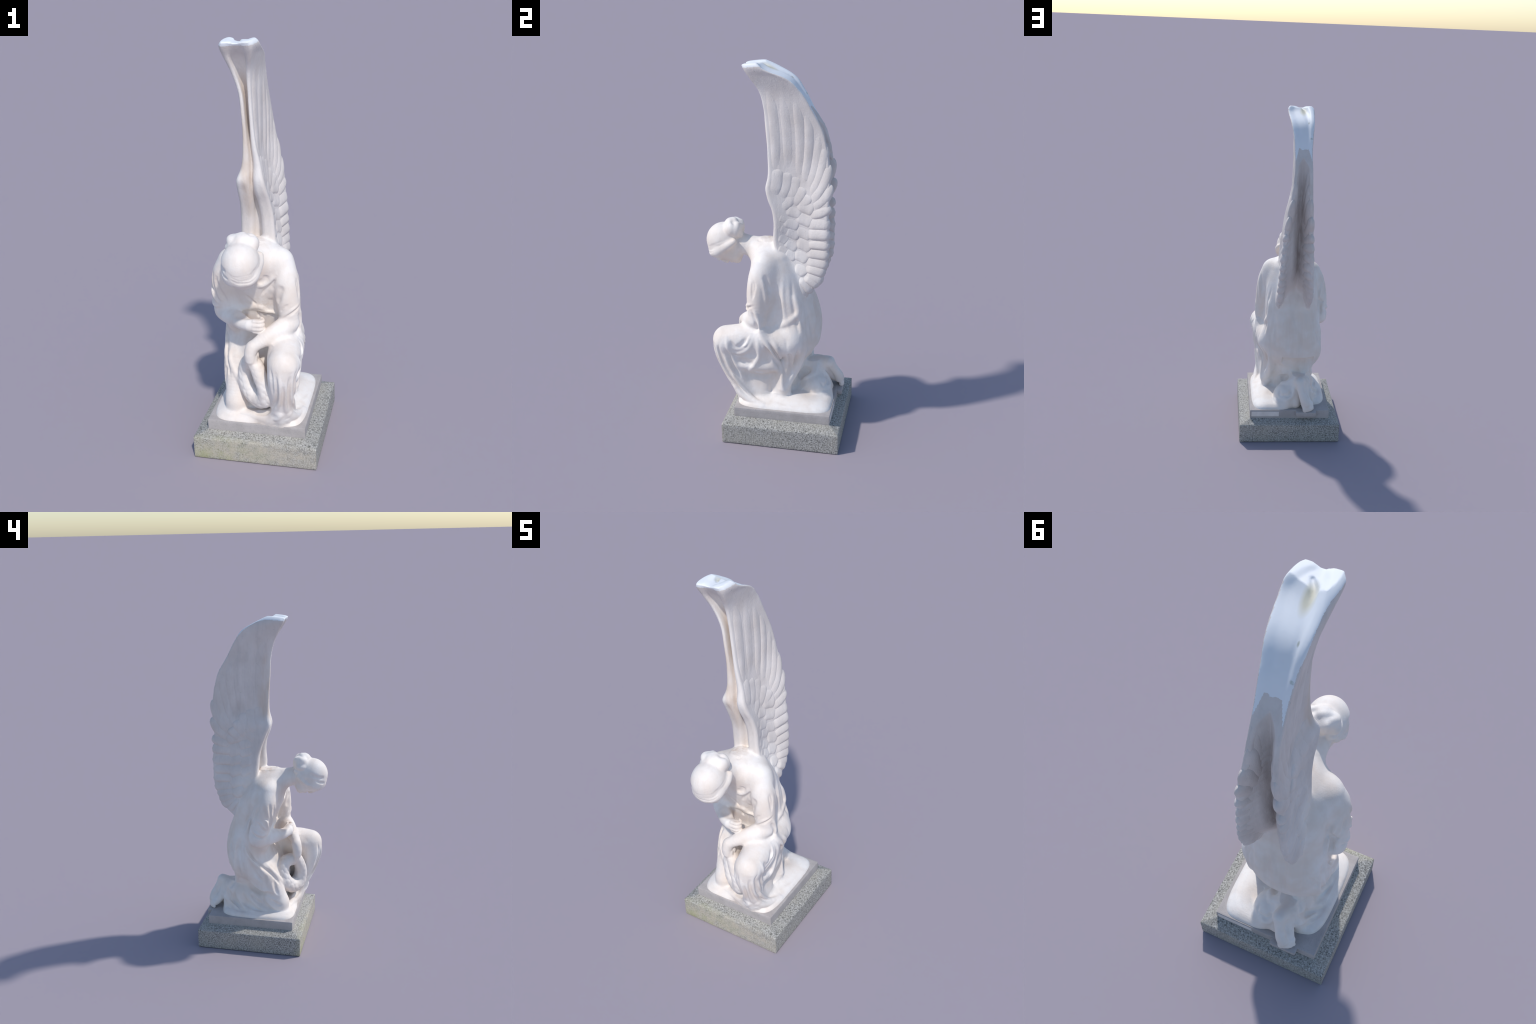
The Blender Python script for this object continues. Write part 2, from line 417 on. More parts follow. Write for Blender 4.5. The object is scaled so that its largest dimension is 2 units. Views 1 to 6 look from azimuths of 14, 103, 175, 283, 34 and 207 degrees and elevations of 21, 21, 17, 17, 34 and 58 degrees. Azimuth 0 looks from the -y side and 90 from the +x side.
fold([(0.219, -0.218, 0.522), (0.206, -0.171, 0.504), (0.218, -0.117, 0.541), (0.213, -0.093, 0.599)], 0.009, 0.01)
fold([(0.225, -0.151, 0.551), (0.225, -0.123, 0.573), (0.206, -0.104, 0.614)], 0.006, 0.007)
fold([(0.200, -0.076, 0.619), (0.215, -0.062, 0.569), (0.203, -0.064, 0.493), (0.199, -0.093, 0.433), (0.170, -0.157, 0.344)], 0.012, 0.01)
fold([(0.164, -0.118, 0.375), (0.167, -0.043, 0.380), (0.170, 0.037, 0.424)], 0.01, 0.01)
fold([(0.168, -0.155, 0.353), (0.158, -0.116, 0.348), (0.158, -0.046, 0.351), (0.164, 0.039, 0.380)], -0.014, 0.014)
fold([(0.196, -0.190, 0.457), (0.200, -0.125, 0.445), (0.200, -0.108, 0.416)], -0.01, 0.018)
fold([(0.215, -0.022, 0.563), (0.202, -0.013, 0.497), (0.197, -0.035, 0.432)], -0.008, 0.022)
fold([(0.202, -0.053, 0.680), (0.206, -0.048, 0.624), (0.206, 0.006, 0.531), (0.156, 0.038, 0.437), (0.161, 0.052, 0.370), (0.167, 0.053, 0.307), (0.158, 0.074, 0.236)], 0.012, 0.009)
fold([(0.215, -0.039, 0.590), (0.193, 0.011, 0.490), (0.169, 0.037, 0.429), (0.161, 0.045, 0.379)], -0.012, 0.009)
fold([(0.197, 0.006, 0.600), (0.200, 0.041, 0.541), (0.142, 0.049, 0.441)], 0.01, 0.009)
fold([(0.209, -0.009, 0.590), (0.192, 0.025, 0.511), (0.150, 0.040, 0.439)], -0.008, 0.007)
fold([(0.176, 0.144, 0.558), (0.138, 0.121, 0.445), (0.145, 0.094, 0.365), (0.155, 0.075, 0.328)], -0.008, 0.01)
fold([(0.193, 0.098, 0.562), (0.151, 0.083, 0.449), (0.155, 0.071, 0.368)], 0.006, 0.01)
fold([(0.209, -0.082, 0.772), (0.206, -0.062, 0.715), (0.206, -0.052, 0.643)], 0.012, 0.008)
fold([(0.206, -0.094, 0.755), (0.209, -0.073, 0.701), (0.193, -0.065, 0.650)], -0.01, 0.008)
fold([(0.193, -0.039, 0.938), (0.190, -0.022, 0.863), (0.183, -0.019, 0.785)], 0.007, 0.009)
fold([(0.184, -0.027, 0.964), (0.180, -0.008, 0.892), (0.180, -0.005, 0.839)], -0.006, 0.012)
fold([(0.173, -0.000, 0.938), (0.165, 0.031, 0.843), (0.157, 0.036, 0.746), (0.161, 0.008, 0.668), (0.203, -0.028, 0.627)], -0.004, 0.03)
fold([(0.158, 0.029, 0.900), (0.160, 0.035, 0.854), (0.160, 0.041, 0.801)], -0.006, 0.008)
fold([(0.189, -0.084, 0.930), (0.200, -0.073, 0.903), (0.206, -0.079, 0.863), (0.206, -0.091, 0.818)], -0.005, 0.006)
fold([(0.119, -0.129, 0.718), (0.164, -0.126, 0.751), (0.194, -0.113, 0.772), (0.209, -0.086, 0.787)], -0.007, 0.006)
fold([(0.115, -0.110, 0.723), (0.161, -0.125, 0.765), (0.191, -0.113, 0.785), (0.209, -0.087, 0.798)], 0.006, 0.006)
fold([(0.120, -0.116, 0.761), (0.143, -0.129, 0.789), (0.168, -0.126, 0.810)], -0.004, 0.006)
fold([(0.192, -0.086, 0.923), (0.200, -0.087, 0.873), (0.205, -0.090, 0.830)], -0.005, 0.006)
fold([(0.111, -0.305, 0.569), (0.115, -0.312, 0.497), (0.112, -0.283, 0.406)], -0.006, 0.007)
fold([(0.137, -0.321, 0.545), (0.139, -0.314, 0.473), (0.126, -0.283, 0.387), (0.086, -0.215, 0.282)], -0.011, 0.009)
fold([(0.152, -0.324, 0.552), (0.152, -0.317, 0.476), (0.140, -0.282, 0.380), (0.115, -0.244, 0.299)], 0.008, 0.009)
fold([(0.169, -0.318, 0.502), (0.164, -0.301, 0.435), (0.150, -0.267, 0.347), (0.135, -0.244, 0.280)], -0.005, 0.009)
fold([(0.184, -0.317, 0.527), (0.177, -0.298, 0.443), (0.164, -0.260, 0.344), (0.165, -0.221, 0.260)], 0.006, 0.009)
fold([(0.203, -0.306, 0.546), (0.189, -0.295, 0.463), (0.181, -0.248, 0.346), (0.187, -0.200, 0.270)], -0.012, 0.009)
fold([(0.216, -0.297, 0.559), (0.202, -0.283, 0.469), (0.194, -0.242, 0.369), (0.186, -0.118, 0.235), (0.200, -0.095, 0.222)], 0.008, 0.008)
fold([(0.226, -0.264, 0.580), (0.213, -0.277, 0.507), (0.200, -0.220, 0.381), (0.176, -0.057, 0.222)], -0.012, 0.008)
fold([(0.039, -0.202, 0.225), (0.076, -0.209, 0.251), (0.108, -0.245, 0.307), (0.123, -0.273, 0.364)], 0.006, 0.01)
fold([(0.160, -0.216, 0.247), (0.164, -0.193, 0.211), (0.168, -0.188, 0.199)], 0.003, 0.01)
fold([(0.085, -0.222, 0.230), (0.123, -0.235, 0.256), (0.144, -0.245, 0.294)], 0.004, 0.01)
fold([(-0.015, -0.165, 0.234), (0.036, -0.186, 0.244), (0.073, -0.194, 0.266)], -0.008, 0.012)
fold([(0.007, -0.107, 0.876), (0.046, -0.107, 0.889), (0.076, -0.106, 0.911), (0.104, -0.113, 0.949)], 0.008, 0.01)
fold([(0.015, -0.110, 0.895), (0.049, -0.113, 0.919), (0.063, -0.117, 0.948)], -0.008, 0.012)
fold([(0.022, -0.084, 0.822), (0.049, -0.094, 0.860), (0.088, -0.106, 0.905), (0.106, -0.112, 0.939)], -0.007, 0.008)
fold([(-0.053, -0.084, 0.824), (-0.027, -0.074, 0.794), (0.002, -0.065, 0.764)], -0.005, 0.007)
fold([(0.108, -0.110, 0.799), (0.121, -0.122, 0.853), (0.139, -0.123, 0.902)], -0.01, 0.014)
fold([(0.060, -0.068, 0.797), (0.075, -0.084, 0.846), (0.089, -0.100, 0.882)], 0.006, 0.012)
fold([(-0.143, -0.059, 0.736), (-0.078, -0.052, 0.741), (-0.008, -0.064, 0.757), (0.026, -0.058, 0.745), (0.048, -0.045, 0.708)], 0.016, 0.012)
fold([(-0.113, -0.100, 0.726), (-0.049, -0.116, 0.731), (0.012, -0.124, 0.747), (0.047, -0.137, 0.731)], -0.02, 0.022)
fold([(0.004, -0.062, 0.746), (0.001, -0.049, 0.700), (0.046, -0.126, 0.730)], -0.006, 0.006)
fold([(0.036, -0.059, 0.747), (0.028, -0.046, 0.691), (0.013, -0.037, 0.629)], -0.006, 0.006)
fold([(-0.219, -0.032, 0.921), (-0.229, -0.045, 0.871), (-0.215, -0.062, 0.812)], -0.01, 0.009)
fold([(-0.228, -0.049, 0.850), (-0.219, -0.058, 0.801), (-0.198, -0.059, 0.763)], 0.007, 0.007)
fold([(-0.231, -0.001, 0.835), (-0.234, -0.029, 0.783), (-0.215, -0.048, 0.756)], -0.008, 0.008)
fold([(-0.224, 0.032, 0.769), (-0.238, 0.003, 0.749), (-0.226, -0.030, 0.736), (-0.190, -0.053, 0.744)], 0.009, 0.008)
fold([(-0.221, 0.040, 0.753), (-0.238, 0.008, 0.731), (-0.215, -0.031, 0.712)], -0.006, 0.006)
fold([(-0.202, 0.008, 0.916), (-0.180, 0.051, 0.829), (-0.176, 0.079, 0.740), (-0.186, 0.088, 0.679)], 0.01, 0.009)
fold([(-0.216, -0.007, 0.910), (-0.214, 0.025, 0.840), (-0.196, 0.056, 0.759)], -0.007, 0.009)
fold([(-0.185, 0.028, 0.901), (-0.170, 0.070, 0.820), (-0.177, 0.100, 0.735)], -0.008, 0.01)
fold([(-0.205, -0.066, 0.938), (-0.213, -0.074, 0.871), (-0.197, -0.072, 0.802)], -0.006, 0.008)
fold([(-0.180, -0.096, 0.923), (-0.196, -0.087, 0.869), (-0.192, -0.075, 0.813)], -0.005, 0.007)
fold([(0.099, -0.089, 0.792), (0.095, -0.059, 0.728), (-0.030, -0.059, 0.741)], 0.008, 0.008)
fold([(-0.191, -0.090, 0.909), (-0.181, -0.091, 0.858), (-0.162, -0.074, 0.803), (-0.148, -0.062, 0.766)], -0.008, 0.008)
fold([(-0.209, -0.075, 0.849), (-0.204, -0.068, 0.800), (-0.185, -0.062, 0.760)], -0.009, 0.008)
fold([(-0.199, -0.087, 0.879), (-0.190, -0.078, 0.820), (-0.170, -0.065, 0.773)], 0.006, 0.007)
fold([(-0.187, 0.090, 0.675), (-0.193, 0.073, 0.616), (-0.186, 0.034, 0.551), (-0.177, -0.015, 0.505), (-0.164, -0.069, 0.463)], -0.0116, 0.008)
fold([(-0.189, 0.092, 0.663), (-0.196, 0.080, 0.602), (-0.193, 0.037, 0.538), (-0.187, -0.008, 0.496)], 0.0087, 0.008)
fold([(-0.181, 0.107, 0.703), (-0.187, 0.131, 0.644), (-0.193, 0.143, 0.581), (-0.196, 0.138, 0.502), (-0.161, 0.120, 0.426)], -0.0145, 0.012)
fold([(-0.186, 0.151, 0.627), (-0.187, 0.160, 0.567), (-0.180, 0.157, 0.482), (-0.123, 0.155, 0.373)], 0.0116, 0.012)
fold([(-0.158, 0.106, 0.415), (-0.129, 0.076, 0.362), (-0.132, 0.027, 0.329), (-0.180, -0.041, 0.332), (-0.174, -0.102, 0.306)], -0.0319, 0.013)
fold([(-0.183, 0.080, 0.434), (-0.158, 0.049, 0.383), (-0.180, -0.004, 0.362), (-0.186, -0.048, 0.354)], 0.0087, 0.012)
fold([(-0.187, -0.026, 0.470), (-0.193, -0.031, 0.412), (-0.187, -0.048, 0.359)], -0.0072, 0.01)
fold([(-0.165, -0.078, 0.434), (-0.174, -0.089, 0.377), (-0.170, -0.106, 0.320)], -0.0087, 0.01)
fold([(-0.177, -0.015, 0.505), (-0.164, -0.069, 0.458), (-0.142, -0.111, 0.385)], -0.0087, 0.008)
fold([(-0.149, -0.029, 0.524), (-0.149, -0.075, 0.467), (-0.100, -0.117, 0.386), (-0.062, -0.148, 0.313)], 0.0087, 0.01)
fold([(-0.113, 0.228, 0.352), (-0.126, 0.231, 0.305), (-0.148, 0.217, 0.243), (-0.193, 0.172, 0.212)], 0.0087, 0.01)
fold([(-0.138, 0.180, 0.321), (-0.142, 0.176, 0.254), (-0.179, 0.136, 0.219), (-0.211, 0.080, 0.209)], -0.0116, 0.009)
fold([(-0.138, 0.158, 0.328), (-0.148, 0.147, 0.265), (-0.174, 0.103, 0.225), (-0.199, 0.039, 0.212)], 0.0087, 0.009)
fold([(-0.141, 0.128, 0.322), (-0.158, 0.103, 0.264), (-0.172, 0.054, 0.225), (-0.189, -0.022, 0.215)], -0.013, 0.009)
fold([(-0.142, 0.093, 0.320), (-0.161, 0.066, 0.274), (-0.168, 0.016, 0.235), (-0.175, -0.053, 0.219)], 0.0087, 0.009)
fold([(-0.144, 0.073, 0.312), (-0.161, 0.032, 0.272), (-0.164, -0.017, 0.252)], -0.0101, 0.009)
fold([(-0.154, 0.004, 0.292), (-0.167, -0.028, 0.254), (-0.174, -0.072, 0.226)], -0.013, 0.008)
fold([(-0.164, -0.028, 0.295), (-0.171, -0.053, 0.259), (-0.173, -0.091, 0.232)], 0.0072, 0.008)
fold([(-0.178, -0.059, 0.299), (-0.177, -0.097, 0.271), (-0.167, -0.129, 0.259)], -0.0072, 0.008)
fold([(-0.129, 0.214, 0.324), (-0.116, 0.197, 0.351), (-0.103, 0.190, 0.366)], -0.0087, 0.008)
fold([(0.159, 0.025, 0.641), (0.143, 0.132, 0.720), (0.135, 0.136, 0.782), (0.140, 0.103, 0.847)], 0.015, 0.014)
fold([(0.164, 0.020, 0.903), (0.165, 0.029, 0.802), (0.178, -0.025, 0.674)], -0.018, 0.016)
fold([(0.189, 0.082, 0.593), (0.162, 0.099, 0.476), (0.133, 0.115, 0.357)], -0.015, 0.01)
fold([(0.134, 0.174, 0.624), (0.124, 0.168, 0.480), (0.116, 0.104, 0.315)], 0.015, 0.009)
fold([(0.157, 0.149, 0.622), (0.145, 0.109, 0.453), (0.130, 0.120, 0.359)], 0.009, 0.008)
fold([(0.103, 0.167, 0.786), (0.097, 0.199, 0.661), (0.088, 0.205, 0.542)], -0.006, 0.012)
fold([(0.025, 0.193, 0.780), (0.018, 0.225, 0.656), (0.017, 0.228, 0.526)], -0.0075, 0.012)
fold([(-0.007, 0.199, 0.765), (-0.018, 0.228, 0.649), (-0.023, 0.231, 0.528)], 0.006, 0.01)
fold([(-0.049, 0.187, 0.795), (-0.054, 0.224, 0.656), (-0.054, 0.231, 0.524)], -0.009, 0.01)
fold([(-0.084, 0.180, 0.793), (-0.091, 0.218, 0.654), (-0.093, 0.224, 0.521)], 0.006, 0.01)
fold([(-0.123, 0.164, 0.787), (-0.135, 0.202, 0.647), (-0.136, 0.209, 0.519)], -0.0075, 0.01)
fold([(-0.164, 0.061, 0.922), (-0.185, 0.052, 0.788), (-0.193, 0.064, 0.696)], -0.012, 0.01)
fold([(-0.209, 0.007, 0.904), (-0.207, 0.042, 0.785), (-0.215, 0.056, 0.693)], 0.009, 0.01)
fold([(0.042, 0.123, 0.276), (0.021, 0.203, 0.312), (-0.009, 0.213, 0.334), (-0.027, 0.218, 0.363)], 0.0156, 0.012)
fold([(0.046, 0.116, 0.295), (0.021, 0.147, 0.308), (-0.004, 0.174, 0.341)], -0.0182, 0.02)
fold([(-0.027, 0.248, 0.317), (-0.025, 0.271, 0.276), (0.001, 0.289, 0.246), (0.040, 0.283, 0.238)], 0.0078, 0.01)
fold([(-0.011, 0.254, 0.294), (0.001, 0.276, 0.265), (0.033, 0.279, 0.254)], -0.0078, 0.009)
fold([(-0.061, 0.168, 0.427), (-0.071, 0.167, 0.391), (-0.092, 0.171, 0.376), (-0.124, 0.171, 0.380)], 0.013, 0.008)
fold([(-0.114, 0.238, 0.347), (-0.135, 0.214, 0.296), (-0.161, 0.161, 0.228)], -0.0091, 0.009)
fold([(-0.102, 0.234, 0.363), (-0.125, 0.232, 0.309), (-0.138, 0.242, 0.270), (-0.175, 0.149, 0.222), (-0.190, 0.098, 0.219)], 0.0091, 0.009)
fold([(-0.143, 0.235, 0.258), (-0.186, 0.163, 0.216), (-0.212, 0.088, 0.209)], -0.0065, 0.009)
fold([(0.153, 0.087, 0.235), (0.121, 0.084, 0.269), (0.105, 0.087, 0.289)], 0.0104, 0.012)
fold([(0.137, 0.178, 0.232), (0.104, 0.228, 0.222), (0.052, 0.296, 0.219)], 0.0078, 0.012)
fold([(0.175, -0.046, 0.222), (0.194, 0.088, 0.212), (0.171, 0.221, 0.219), (0.102, 0.301, 0.206)], -0.003, 0.008)
fold([(0.184, -0.053, 0.217), (0.215, 0.092, 0.206), (0.193, 0.224, 0.212), (0.134, 0.306, 0.200)], 0.003, 0.008)
fold([(0.055, 0.238, 0.287), (0.056, 0.266, 0.259), (0.001, 0.276, 0.270)], -0.005, 0.008)
fold([(-0.015, 0.190, 0.358), (0.010, 0.194, 0.319), (0.042, 0.171, 0.299), (0.030, 0.132, 0.293)], 0.008, 0.01)
fold([(0.045, -0.355, 1.018), (0.065, -0.323, 1.049), (0.075, -0.291, 1.062), (0.070, -0.257, 1.083)], -0.001, 0.006)
fold([(0.043, -0.359, 1.031), (0.062, -0.331, 1.054), (0.071, -0.296, 1.067)], -0.0012, 0.005)
fold([(-0.022, -0.378, 1.034), (0.018, -0.372, 1.033), (0.051, -0.350, 1.035), (0.068, -0.318, 1.051)], -0.0014, 0.005)
fold([(-0.030, -0.375, 1.019), (0.011, -0.372, 1.019), (0.050, -0.350, 1.021), (0.072, -0.312, 1.042)], -0.0016, 0.005)
fold([(-0.094, -0.285, 1.095), (-0.094, -0.313, 1.076), (-0.080, -0.343, 1.061), (-0.052, -0.371, 1.061)], -0.007, 0.01)
fold([(-0.093, -0.313, 1.055), (-0.077, -0.346, 1.035), (-0.044, -0.370, 1.021)], -0.005, 0.007)
fold([(-0.088, -0.209, 1.065), (-0.096, -0.234, 1.035), (-0.090, -0.265, 1.010), (-0.091, -0.305, 1.004)], -0.006, 0.007)
fold([(-0.096, -0.258, 1.062), (-0.103, -0.275, 1.040), (-0.100, -0.294, 1.027)], -0.008, 0.008)
fold([(-0.050, -0.372, 1.048), (-0.016, -0.379, 1.028), (0.018, -0.373, 1.024), (0.050, -0.349, 1.027), (0.069, -0.311, 1.045)], -0.0016, 0.0045)
fold([(-0.045, -0.372, 1.033), (-0.015, -0.375, 1.012), (0.016, -0.368, 1.008), (0.050, -0.350, 1.010), (0.072, -0.313, 1.031)], -0.0022, 0.0045)
fold([(-0.052, -0.372, 1.060), (-0.022, -0.378, 1.041), (0.019, -0.376, 1.043), (0.051, -0.350, 1.045), (0.069, -0.320, 1.064)], -0.001, 0.0045)
fold([(0.042, -0.358, 1.046), (0.065, -0.326, 1.063), (0.072, -0.291, 1.078), (0.066, -0.261, 1.092)], -0.001, 0.0045)
fold([(0.135, 0.062, 0.945), (0.155, 0.063, 0.823), (0.151, 0.074, 0.707), (0.174, 0.108, 0.615)], 0.004, 0.01)
fold([(0.117, 0.101, 0.921), (0.145, 0.114, 0.803), (0.145, 0.130, 0.690), (0.162, 0.149, 0.603)], -0.004, 0.01)
fold([(0.108, 0.168, 0.771), (0.113, 0.181, 0.679), (0.132, 0.179, 0.590)], -0.004, 0.01)
fold([(0.136, 0.138, 0.763), (0.142, 0.151, 0.671), (0.149, 0.165, 0.588)], 0.004, 0.01)
fold([(0.043, 0.201, 0.744), (0.065, 0.213, 0.658), (0.090, 0.208, 0.581)], 0.004, 0.01)
fold([(-0.139, 0.189, 0.682), (-0.177, 0.173, 0.598), (-0.196, 0.144, 0.516)], -0.005, 0.01)
fold([(-0.161, 0.151, 0.721), (-0.187, 0.152, 0.622), (-0.200, 0.134, 0.528)], 0.005, 0.01)
fold([(-0.178, 0.116, 0.712), (-0.193, 0.124, 0.627), (-0.203, 0.111, 0.531), (-0.193, 0.085, 0.454)], -0.006, 0.01)
fold([(-0.190, 0.055, 0.612), (-0.187, 0.015, 0.522), (-0.184, -0.053, 0.442)], 0.006, 0.012)
fold([(-0.200, 0.072, 0.560), (-0.197, 0.031, 0.479), (-0.193, -0.028, 0.407)], -0.006, 0.01)
fold([(-0.222, 0.017, 0.844), (-0.234, -0.023, 0.807), (-0.218, -0.049, 0.767)], 0.006, 0.007)
fold([(-0.177, 0.043, 0.887), (-0.182, 0.052, 0.817), (-0.231, 0.016, 0.785)], -0.006, 0.008)
fold([(0.015, -0.098, 1.086), (0.027, -0.077, 1.084), (0.027, -0.053, 1.089)], -0.004, 0.006)
# FOLDS-END


# ------------------------------------------------------------------ meshing (naive surface nets)
def surface_nets():
    sgn = F < 0
    c = sgn[:-1, :-1, :-1]
    allin, anyin = c.copy(), c.copy()
    corners = [(i, j, k) for i in (0, 1) for j in (0, 1) for k in (0, 1)]
    for i, j, k in corners[1:]:
        q = sgn[i:NX - 1 + i, j:NY - 1 + j, k:NZ - 1 + k]
        allin &= q; anyin |= q
    cells = np.argwhere(anyin & ~allin)
    ids = -np.ones((NX - 1, NY - 1, NZ - 1), np.int32)
    ids[tuple(cells.T)] = np.arange(len(cells))
    val = {o: F[cells[:, 0] + o[0], cells[:, 1] + o[1], cells[:, 2] + o[2]] for o in corners}
    pos, cnt = np.zeros((len(cells), 3)), np.zeros(len(cells))
    for a in corners:
        for ax in range(3):
            if a[ax] == 0:
                b = tuple(1 if i == ax else a[i] for i in range(3))
                va, vb = val[a], val[b]
                m = (va < 0) != (vb < 0)
                t = np.where(m, va / np.where(m, va - vb, 1), 0)
                p = np.repeat(V(a, float)[None], len(cells), 0); p[:, ax] += t
                pos += p * m[:, None]; cnt += m
    verts = LO + H * (cells + pos / cnt[:, None])
    quads = []
    for ax in range(3):
        u, v = (ax + 1) % 3, (ax + 2) % 3
        sl0 = [slice(1, n - 1) for n in (NX, NY, NZ)]; sl1 = list(sl0)
        sl0[ax] = slice(0, (NX, NY, NZ)[ax] - 1); sl1[ax] = slice(1, (NX, NY, NZ)[ax])
        a, b = sgn[tuple(sl0)], sgn[tuple(sl1)]
        e = np.argwhere(a != b)
        inside = a[tuple(e.T)]
        off = V([1, 1, 1]); off[ax] = 0
        e = e + off
        du, dv = np.eye(3, dtype=int)[u], np.eye(3, dtype=int)[v]
        q = np.stack([ids[tuple((e - o).T)] for o in (du + dv, dv, 0 * du, du)], 1)
        q[~inside] = q[~inside][:, ::-1]
        quads.append(q)
    q = np.vstack(quads)
    q = q[(q >= 0).all(1)]
    lab = LAB[tuple(np.clip(np.rint((verts - LO) / H).astype(int), 0, V(F.shape) - 1).T)]
    return verts, q, lab


# BPY
import bpy, bmesh
from mathutils import Vector

VERTS, QUADS, VLAB = surface_nets()

# ------------------------------------------------------------------ materials
def nodes(name):
    m = bpy.data.materials.new(name); m.use_nodes = True
    nt = m.node_tree
    b = nt.nodes["Principled BSDF"]
    tc = nt.nodes.new("ShaderNodeTexCoord")

    def N(kind, **kw):
        n = nt.nodes.new(kind)
        for k, v in kw.items():
            if k in n.inputs.keys():
                n.inputs[k].default_value = v
            else:
                setattr(n, k, v)
        return n

    def noise(scale, detail=4, rough=0.55, stretch=(1, 1, 1)):
        mp = N("ShaderNodeMapping"); mp.inputs["Scale"].default_value = stretch
        nt.links.new(tc.outputs["Object"], mp.inputs["Vector"])
        n = N("ShaderNodeTexNoise", Scale=scale, Detail=detail, Roughness=rough)
        nt.links.new(mp.outputs[0], n.inputs["Vector"])
        return n.outputs["Fac"]

    def ramp(src, stops):
        r = N("ShaderNodeValToRGB")
        e = r.color_ramp.elements
        while len(e) < len(stops):
            e.new(0.5)
        for s, el in zip(stops, e):
            el.position = s[0]; c = s[1]
            el.color = (c, c, c, 1) if np.ndim(c) == 0 else (*c, 1)
        nt.links.new(src, r.inputs[0])
        return r.outputs[0]

    def mix(fac, a, b_, mode="MIX"):
        n = N("ShaderNodeMix", data_type="RGBA", blend_type=mode)
        for v, i in ((fac, 0), (a, 6), (b_, 7)):
            if hasattr(v, "links"):
                nt.links.new(v, n.inputs[i])
            else:
                n.inputs[i].default_value = v if np.ndim(v) == 0 else (*v, 1)
        return n.outputs[2]

    def math_(op, a, b_=0.0):
        n = N("ShaderNodeMath", operation=op)
        for v, i in ((a, 0), (b_, 1)):
            if hasattr(v, "links"):
                nt.links.new(v, n.inputs[i])
            else:
                n.inputs[i].default_value = v
        return n.outputs[0]

    def near(c, radii, soft=0.5):
        """1 inside an ellipsoidal patch, fading out"""
        mp = N("ShaderNodeMapping"); mp.vector_type = "POINT"
        mp.inputs["Scale"].default_value = [1 / r for r in radii]
        mp.inputs["Location"].default_value = [-a / r for a, r in zip(c, radii)]
        nt.links.new(tc.outputs["Object"], mp.inputs["Vector"])
        ln = N("ShaderNodeVectorMath", operation="LENGTH")
        nt.links.new(mp.outputs[0], ln.inputs[0])
        return ramp(ln.outputs["Value"], [(1 - soft, 1.0), (1.0, 0.0)])

    def bump(height, strength, dist):
        n = N("ShaderNodeBump", Strength=strength, Distance=dist)
        nt.links.new(height, n.inputs["Height"])
        nt.links.new(n.outputs[0], b.inputs["Normal"])

    def out(col, rough, spec=0.3):
        nt.links.new(col, b.inputs["Base Color"]) if hasattr(col, "links") else None
        if hasattr(rough, "links"):
            nt.links.new(rough, b.inputs["Roughness"])
        else:
            b.inputs["Roughness"].default_value = rough
        b.inputs["Specular IOR Level"].default_value = spec
        return m
    return noise, ramp, mix, math_, near, bump, out


def marble(name, base, warm, stain):
    noise, ramp, mix, math_, near, bump, out = nodes(name)
    col = mix(ramp(noise(7, 5), [(.34, 0.), (.64, 1.)]), base, warm)
    col = mix(math_("MULTIPLY", ramp(noise(38, 4, .7), [(.52, 0.), (.75, 1.)]), .35), col, warm)
    col = mix(ramp(noise(120, 3, .6), [(.70, 0.), (.80, .45)]), col, [c * .62 for c in base])   # fine pits
    streak = ramp(noise(16, 4, .6, (1, 1, .12)), [(.50, 0.), (.74, .35)])                            # rain streaks
    col = mix(streak, col, [c * .80 for c in warm])
    grain = noise(30, 4, .6)
    for c, r, a in stain:
        f = math_("MULTIPLY", near(c, r, .8), ramp(grain, [(.38, 0.), (.60, a)]))
        col = mix(f, col, (.50, .34, .22))
    h = math_("ADD", noise(160, 3, .6), math_("MULTIPLY", noise(45, 3, .6), 1.2))
    bump(h, .22, .003)
    return out(col, .55)


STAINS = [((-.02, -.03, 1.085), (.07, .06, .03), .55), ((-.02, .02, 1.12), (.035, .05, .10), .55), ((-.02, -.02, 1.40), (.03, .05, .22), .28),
          ((.03, -.10, .75), (.10, .09, .09), .40), ((-.03, -.09, .58), (.09, .08, .12), .35), ((.02, -.16, .50), (.05, .06, .05), .4)]
MARBLE = marble("figure_marble", (.89, .84, .795), (.82, .72, .64), STAINS)


def wing_marble():
    noise, ramp, mix, math_, near, bump, out = nodes("wing_marble")
    body = mix(ramp(noise(7, 5), [(.38, 0.), (.68, 1.)]), (.89, .84, .795), (.82, .72, .64))
    col = mix(ramp(noise(9, 5), [(.36, 0.), (.68, 1.)]), (.75, .69, .655), (.67, .605, .565))
    col = mix(ramp(noise(26, 4, .7, (1, 1, .2)), [(.48, 0.), (.76, .5)]), col, (.56, .52, .50))
    col = mix(ramp(noise(110, 3, .6), [(.66, 0.), (.78, .6)]), col, (.40, .37, .35))
    # dark brown patch down in the gap between the wings
    gap = math_("MULTIPLY", near((-.022, .18, 1.22), (.052, .12, .50), .7), ramp(noise(22, 4, .65, (1, 1, .25)), [(.30, .25), (.6, .85)]))
    col = mix(gap, col, (.24, .19, .165))
    # pale front edges and body-coloured foot of the wing, with tan streaks
    front = math_("MULTIPLY", near((-.02, -.07, 1.45), (.09, .065, .62), .4), 0.9)
    col = mix(front, col, (.86, .81, .77))
    col = mix(near((0, .04, .93), (.30, .19, .22), .45), col, body)
    tan = math_("MULTIPLY", near((-.035, -.02, 1.45), (.035, .06, .5), .5), ramp(noise(14, 4, .6, (1, 1, .3)), [(.36, .1), (.62, .65)]))
    col = mix(tan, col, (.66, .52, .41))
    bump(math_("ADD", noise(140, 3, .6), noise(48, 3, .6, (1, 1, .4))), .35, .003)
    return out(col, .62)


